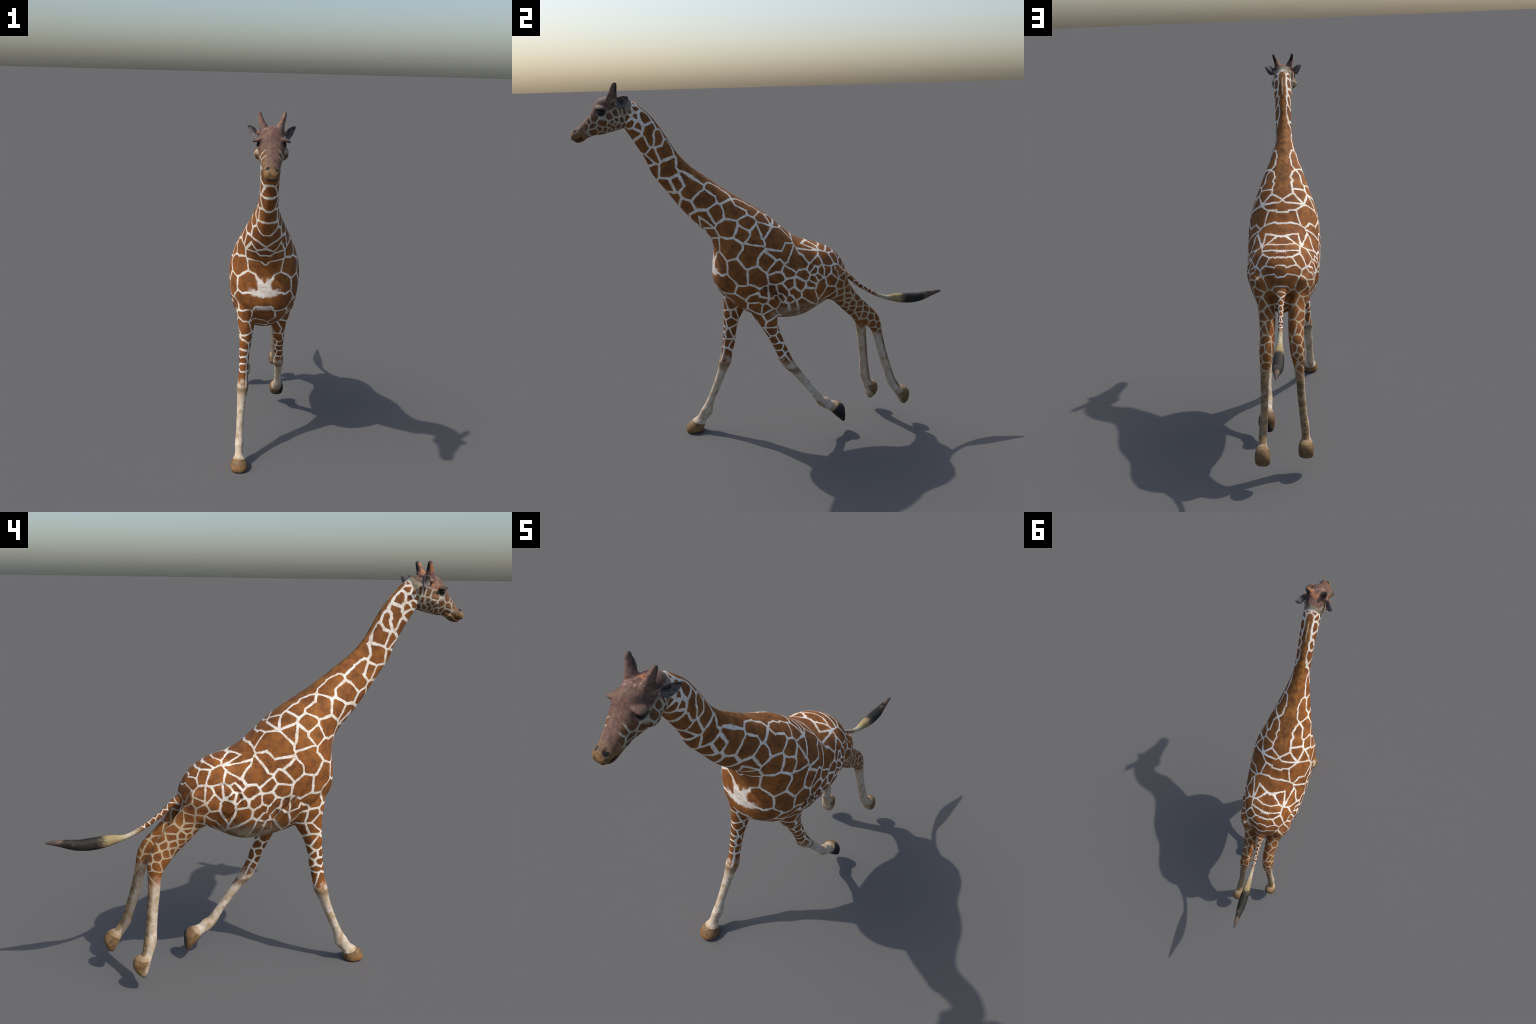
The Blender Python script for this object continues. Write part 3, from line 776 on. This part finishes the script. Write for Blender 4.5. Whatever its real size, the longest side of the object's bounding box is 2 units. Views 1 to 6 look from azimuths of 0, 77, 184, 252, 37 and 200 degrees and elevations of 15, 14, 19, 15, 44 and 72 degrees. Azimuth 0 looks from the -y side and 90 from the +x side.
def head_coat(verts):
    g = Nodes("head_coat"); g.corner = .014
    ax_, x, y, z = mirrored(g)
    pm, d = jagged(g, ax_, y, z, .004, .008)
    flat = g.join(ax_, y, z)
    f1, line = g.cells([(pm, p) for p in FACE_CELLS])
    edge = g.step(g.math("DIVIDE", line, g.step(y, -.80, -.70, .0036, .0048)), .6, 1.35)
    spot = g.step(f1, .034, .024)
    mott = g.noise(g.co, 70., 4., .65)
    fur = g.noise(g.vec("MULTIPLY", g.co, (1., .5, 1.)), 330., 2., .6)
    pale = g.mix(g.step(mott, .35, .7), (.44, .39, .31), (.30, .245, .17))
    brown = g.mix(g.step(mott, .3, .7), (.075, .030, .013), (.19, .085, .030))
    col = g.mix(g.math("MULTIPLY", edge, spot), pale, brown)
    # nape: greyish olive behind the ears, white band at the skull edge
    nape = g.math("MULTIPLY", g.step(y, -.738, -.720), g.step(z, 1.80, 1.83))
    col = g.mix(nape, col, g.mix(g.step(y, -.708, -.694), g.mix(g.step(mott, .35, .65), (.17, .13, .085), (.30, .25, .17)), (.56, .52, .45)))
    # muzzle
    muz = g.step(g.math("ADD", g.math("ADD", y, g.math("MULTIPLY", g.math("MINIMUM", g.math("SUBTRACT", z, 1.722), 0.), .9)), g.math("MULTIPLY", g.math("SUBTRACT", mott, .5), .07)), -.918, -.940)
    muzzle = g.mix(g.step(z, 1.700, 1.735), (.215, .118, .036), (.205, .120, .068))
    muzzle = g.mix(g.step(mott, .42, .62), muzzle, (.115, .060, .030))
    muzzle = g.mix(g.math("MULTIPLY", g.step(z, 1.690, 1.681), .8), muzzle, (.085, .040, .022))
    col = g.mix(muz, col, muzzle)
    # purple-brown forehead and bridge of the nose: above a line running from nostril over the eye to the ear
    t = g.math("SUBTRACT", 0., g.math("ADD", y, .70), clamp=False)            # .0 nape .. .30 lip
    hair = g.curve(g.math("MULTIPLY", t, 1 / .3), [(0., .97), (.10, .86), (.22, .76), (.36, .67), (.48, .60), (.56, .54), (.66, .53), (.80, .36), (.90, .20), (1., .10)])
    hair = g.math("MULTIPLY_ADD", hair, .175, 1.700)
    side = g.math("MULTIPLY", g.step(ax_, .020, .040), g.math("MULTIPLY", g.step(y, -.86, -.90), .012))
    top = g.step(g.math("SUBTRACT", g.math("ADD", z, g.math("MULTIPLY", g.math("SUBTRACT", mott, .5), .018)), hair), -.004, .010)
    top = g.math("MULTIPLY", top, g.math("MULTIPLY", g.step(y, -.706, -.724), g.step(y, -.985, -.950)))
    ridge = g.math("MULTIPLY", g.math("MULTIPLY", g.step(ax_, .032, .020), g.step(y, -.84, -.88)), g.step(z, 1.705, 1.73))
    ridge = g.math("MULTIPLY", ridge, g.step(y, -.975, -.945))
    top = g.math("MAXIMUM", top, ridge)
    purple = g.mix(g.step(g.noise(g.vec("MULTIPLY", g.co, (1., .5, .7)), 55., 4., .7), .30, .70), (.080, .042, .031), (.178, .100, .072))
    purple = g.mix(g.math("MULTIPLY", g.near(flat, (.028, -.815, 1.885), .01, .04), g.step(mott, .50, .68)), purple, (.30, .20, .17))
    purple = g.mix(g.math("MULTIPLY", g.near(g.co, (.02, -.872, 1.860), .003, .012), .3), purple, (.36, .11, .08))
    warm = g.math("MULTIPLY", g.near(g.co, (-.062, -.812, 1.838), .012, .034), g.step(mott, .35, .6))  # orange tint on the right temple
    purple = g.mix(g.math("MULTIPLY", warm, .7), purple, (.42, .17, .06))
    purple = g.mix(g.math("MULTIPLY", g.near(flat, (.0, -.775, 1.893), .006, .028), g.step(mott, .40, .6)), purple, (.40, .15, .06))
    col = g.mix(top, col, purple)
    # brow, eye rim, nostril
    brow = g.near(flat, (.074, -.852, 1.834), .012, .024)
    col = g.mix(g.math("MULTIPLY", brow, .8), col, g.mix(g.step(z, 1.828, 1.842), (.022, .019, .018), (.125, .085, .062)))
    col = g.mix(g.math("MULTIPLY", g.near(flat, (.068, -.848, 1.786), .010, .024), g.step(mott, .3, .55, .3, .75)), col, (.44, .39, .31))
    rim = g.math("MAXIMUM", g.near(flat, (.058, -.846, 1.813), .016, .026), g.near(flat, (.066, -.822, 1.807), .006, .013))
    rim = g.math("MULTIPLY", rim, g.step(z, 1.832, 1.826))
    col = g.mix(rim, col, (.018, .017, .017))
    lean = g.math("MULTIPLY_ADD", g.math("ADD", y, .977), -.20, ax_)          # the nostril slit runs back and outwards
    nostril = g.vec("DISTANCE", g.join(g.math("MULTIPLY", lean, 1.1), g.math("MULTIPLY", y, .85), g.math("MULTIPLY", z, .85)), (.0200 * 1.1, -.977 * .85, 1.7255 * .85))
    col = g.mix(g.step(nostril, .0085, .0112, 1., 0.), col, (.006, .006, .007))
    return g.finish(col, .72, g.math("ADD", fur, g.math("MULTIPLY", mott, .8)), .0010)

def horn_coat():
    g = Nodes("horn_coat")
    x, y, z = g.xyz(g.co); nx, ny, nz = g.xyz(g.geo.outputs["Normal"])
    rings = g.noise(g.vec("MULTIPLY", g.co, (.5, .5, 1.6)), 90., 3., .6)
    col = g.mix(g.step(rings, .3, .7), (.075, .045, .038), (.185, .105, .080))
    warm = g.math("MULTIPLY", g.step(nx, -.35, -.85), g.step(g.noise(g.co, 70., 2.), .35, .6))  # sunlight baked into the horn colour: orange on faces turned to -x
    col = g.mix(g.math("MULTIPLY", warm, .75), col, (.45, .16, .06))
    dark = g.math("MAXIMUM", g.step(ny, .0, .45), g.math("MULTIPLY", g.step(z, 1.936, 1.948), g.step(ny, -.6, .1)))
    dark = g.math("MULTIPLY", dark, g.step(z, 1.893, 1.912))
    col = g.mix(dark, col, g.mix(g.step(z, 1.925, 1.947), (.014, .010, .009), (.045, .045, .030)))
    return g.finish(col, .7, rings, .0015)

def hoof_coat(name, kind):
    g = Nodes(name)
    x, y, z = g.xyz(g.co)
    n = g.noise(g.co, 45., 3., .6)
    streak = g.noise(g.vec("MULTIPLY", g.co, (1., 1., .25)), 120., 2.)
    col = g.mix(g.step(n, .3, .7), (.120, .066, .026), (.215, .128, .054))
    if kind == "fl":      # lifted fore hoof: black sole and outer wall, brown inner wall
        k = g.math("ADD", g.math("SUBTRACT", x, .104), g.math("MULTIPLY", g.math("SUBTRACT", .115, z), .35))
        k = g.math("ADD", k, g.math("MULTIPLY", g.math("SUBTRACT", y, .335), .5))
        col = g.mix(g.step(k, -.006, .008), col, (.012, .011, .011))
    elif kind == "fr":
        col = g.mix(g.step(z, .045, .025), col, g.mix(g.step(streak, .3, .7), (.17, .085, .030), (.27, .145, .055)))
        col = g.mix(g.step(z, .010, .002), col, (.06, .035, .02))
    else:
        c = (.706, .150) if kind == "hl" else (.608, .115)
        k = g.math("ADD", g.math("SUBTRACT", y, c[0]), g.math("MULTIPLY", g.math("SUBTRACT", z, c[1]), .55))
        col = g.mix(g.step(k, -.022, .002), g.mix(g.step(n, .35, .65), (.52, .42, .33), (.36, .24, .15)), col)
        col = g.mix(g.math("MULTIPLY", g.step(z, c[1] - .012, c[1] - .036), .75), col, (.10, .062, .030))
        col = g.mix(g.math("MULTIPLY", g.step(n, .55, .68), .5), col, (.16, .15, .055))
    return g.finish(col, .6, streak, .001)

def tuft_coat():
    g = Nodes("tail_hair")
    x, y, z = g.xyz(g.co)
    n = g.noise(g.vec("MULTIPLY", g.co, (2., .5, 2.)), 90., 3., .6)
    b = g.noise(g.co, 24., 2.)
    col = g.mix(g.step(n, .3, .7), (.006, .006, .005), (.026, .023, .016))
    col = g.mix(g.math("MULTIPLY", g.step(b, .45, .62), g.step(y, .86, .90)), col, (.115, .075, .050))
    col = g.mix(g.math("MULTIPLY", g.step(y, .93, .97), .7), col, (.105, .066, .058))
    col = g.mix(g.step(g.math("ADD", y, g.math("MULTIPLY", g.math("SUBTRACT", n, .5), .10)), .770, .724), col, (.28, .21, .10))
    return g.finish(col, .65, n, .002)

def ear_coat():
    g = Nodes("ear_coat")
    x, y, z = g.xyz(g.co)
    n = g.noise(g.co, 60., 3., .6)
    col = g.mix(g.step(n, .3, .7), (.055, .047, .050), (.17, .145, .145))
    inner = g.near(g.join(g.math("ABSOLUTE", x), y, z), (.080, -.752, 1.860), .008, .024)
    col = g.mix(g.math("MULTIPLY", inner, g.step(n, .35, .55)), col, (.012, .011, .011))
    base = g.step(y, -.765, -.782)
    col = g.mix(base, col, g.mix(g.step(n, .4, .6), (.34, .20, .13), (.50, .36, .29)))
    return g.finish(col, .75, n, .001)

def eye_coat():
    g = Nodes("eye_coat")
    return g.finish((.010, .009, .009), .12)

# ---------------------------------------------------------------- assemble
root = bpy.data.objects.new("giraffe", None)
bpy.context.collection.objects.link(root)
root["label"] = "running reticulated giraffe with white-lined brown patches"
root["category"] = "giraffe"
NV = normals(V)
PARTS = {}
order = ["torso", "neck", "head", "foreleg_fl", "foreleg_fr", "hindleg_hl", "hindleg_hr", "tail", "tail_tuft",
         "hoof_fl", "hoof_fr", "hoof_hl", "hoof_hr", "horn_l", "horn_r"]
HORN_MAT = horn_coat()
for r in order:
    fs = F[region == r]
    used = np.unique(fs)
    idx = np.zeros(n, int); idx[used] = np.arange(len(used))
    base = r.rsplit("_", 1)[0] if r[-2:] in ("fl", "fr", "hl", "hr", "_l", "_r") else r
    me = mesh_from(V[used].tolist(), idx[fs].tolist(), base)
    me.polygons.foreach_set("use_smooth", [True] * len(me.polygons))
    me.normals_split_custom_set_from_vertices(NV[used].tolist())
    ob = bpy.data.objects.new(base, me)
    bpy.context.collection.objects.link(ob)
    vv = V[used]
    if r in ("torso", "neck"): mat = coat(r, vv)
    elif r == "tail": mat = coat("tail", vv)
    elif r == "foreleg_fl": mat = coat("foreleg_coat", vv, (.425, .475, .400, .16, ((.110, .330, .115), .045, .070)))
    elif r == "foreleg_fr": mat = coat("foreleg_coat", vv, (.405, .455, .395, .03, ((-.113, -.468, .005), .040, .066)))
    elif r == "hindleg_hl": mat = coat("hindleg_coat", vv, (.500, .590, 0, .15, ((.102, .733, .180), .035, .075)))
    elif r == "hindleg_hr": mat = coat("hindleg_coat", vv, (.475, .570, 0, .12, ((-.104, .632, .135), .035, .075)))
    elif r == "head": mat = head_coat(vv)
    elif r == "tail_tuft": mat = tuft_coat()
    elif r.startswith("hoof"): mat = hoof_coat("hoof_horn", r[-2:])
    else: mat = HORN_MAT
    me.materials.append(mat)
    PARTS[r] = ob
for r, ob in PARTS.items():
    par = root
    if r.startswith("hoof"):
        k = r[-2:]; par = PARTS[("foreleg_" if k[0] == "f" else "hindleg_") + k]
    elif r.startswith("horn"): par = PARTS["head"]
    elif r == "tail_tuft": par = PARTS["tail"]
    ob.parent = par

def add_part(name, verts, faces, mat, parent):
    me = mesh_from(verts, faces, name)
    me.polygons.foreach_set("use_smooth", [True] * len(me.polygons))
    me.materials.append(mat)
    ob = bpy.data.objects.new(name, me)
    bpy.context.collection.objects.link(ob); ob.parent = parent
    return ob

def bez(p, t):
    p = [np.array(q, float) for q in p]
    while len(p) > 1: p = [a * (1 - t) + b * t for a, b in zip(p, p[1:])]
    return p[0]

def ear(side, offset):
    """Leaf-shaped cupped ear: an upper rim, a sagging lower rim and a hollow bowl between them."""
    NU, NW = 26, 18
    rim, depth = {}, np.array([-.62, .74, -.10])
    def point(u, w, thick):
        top = bez([(.058, -.792, 1.862), (.074, -.775, 1.882), (.092, -.738, 1.890), (.1085, -.717, 1.8825)], u)
        low = bez([(.060, -.780, 1.850), (.066, -.765, 1.818), (.088, -.722, 1.815), (.1085, -.717, 1.8815)], u)
        c = (w + 1) / 2
        p = low * (1 - c) + top * c
        bowl = math.sin(math.pi * min(u * .93 + .07, 1)) ** .7 * (1 - w * w) ** .8
        p = p + depth * (.0165 * bowl)
        if thick: p = p - depth * (.0042 * max(0., 1 - abs(w) ** 4) * min(1, (1 - u) * 6 + .1) + .0006)
        return (p[0] * side + offset, p[1], p[2])
    verts, faces = [], []
    for layer in (0, 1):
        for i in range(NU + 1):
            for j in range(NW + 1):
                verts.append(point(i / NU, -1 + 2 * j / NW, layer))
    S = (NU + 1) * (NW + 1)
    q = lambda i, j, l: l * S + i * (NW + 1) + j
    for i in range(NU):
        for j in range(NW):
            faces.append((q(i, j, 0), q(i, j + 1, 0), q(i + 1, j + 1, 0), q(i + 1, j, 0)))
            faces.append((q(i, j, 1), q(i + 1, j, 1), q(i + 1, j + 1, 1), q(i, j + 1, 1)))
        for j in (0, NW):
            faces.append((q(i, j, 0), q(i + 1, j, 0), q(i + 1, j, 1), q(i, j, 1)))
    for j in range(NW):
        for i in (0, NU):
            faces.append((q(i, j, 0), q(i, j, 1), q(i, j + 1, 1), q(i, j + 1, 0)))
    return verts, faces

EAR_MAT, EYE_MAT = ear_coat(), eye_coat()
for s in (1, -1):
    v, f = ear(s, .004)
    bm = bmesh.new()
    ob = add_part("ear", v, f, EAR_MAT, PARTS["head"])
    bm.from_mesh(ob.data); bmesh.ops.recalc_face_normals(bm, faces=bm.faces); bm.to_mesh(ob.data); bm.free()
    b = Soup(); b.ball((s * .0495 + .0025, -.846, 1.8125), (.0165, .0165, .0140), (0, 0, 0), 32)
    add_part("eye", b.v, b.f, EYE_MAT, PARTS["head"])
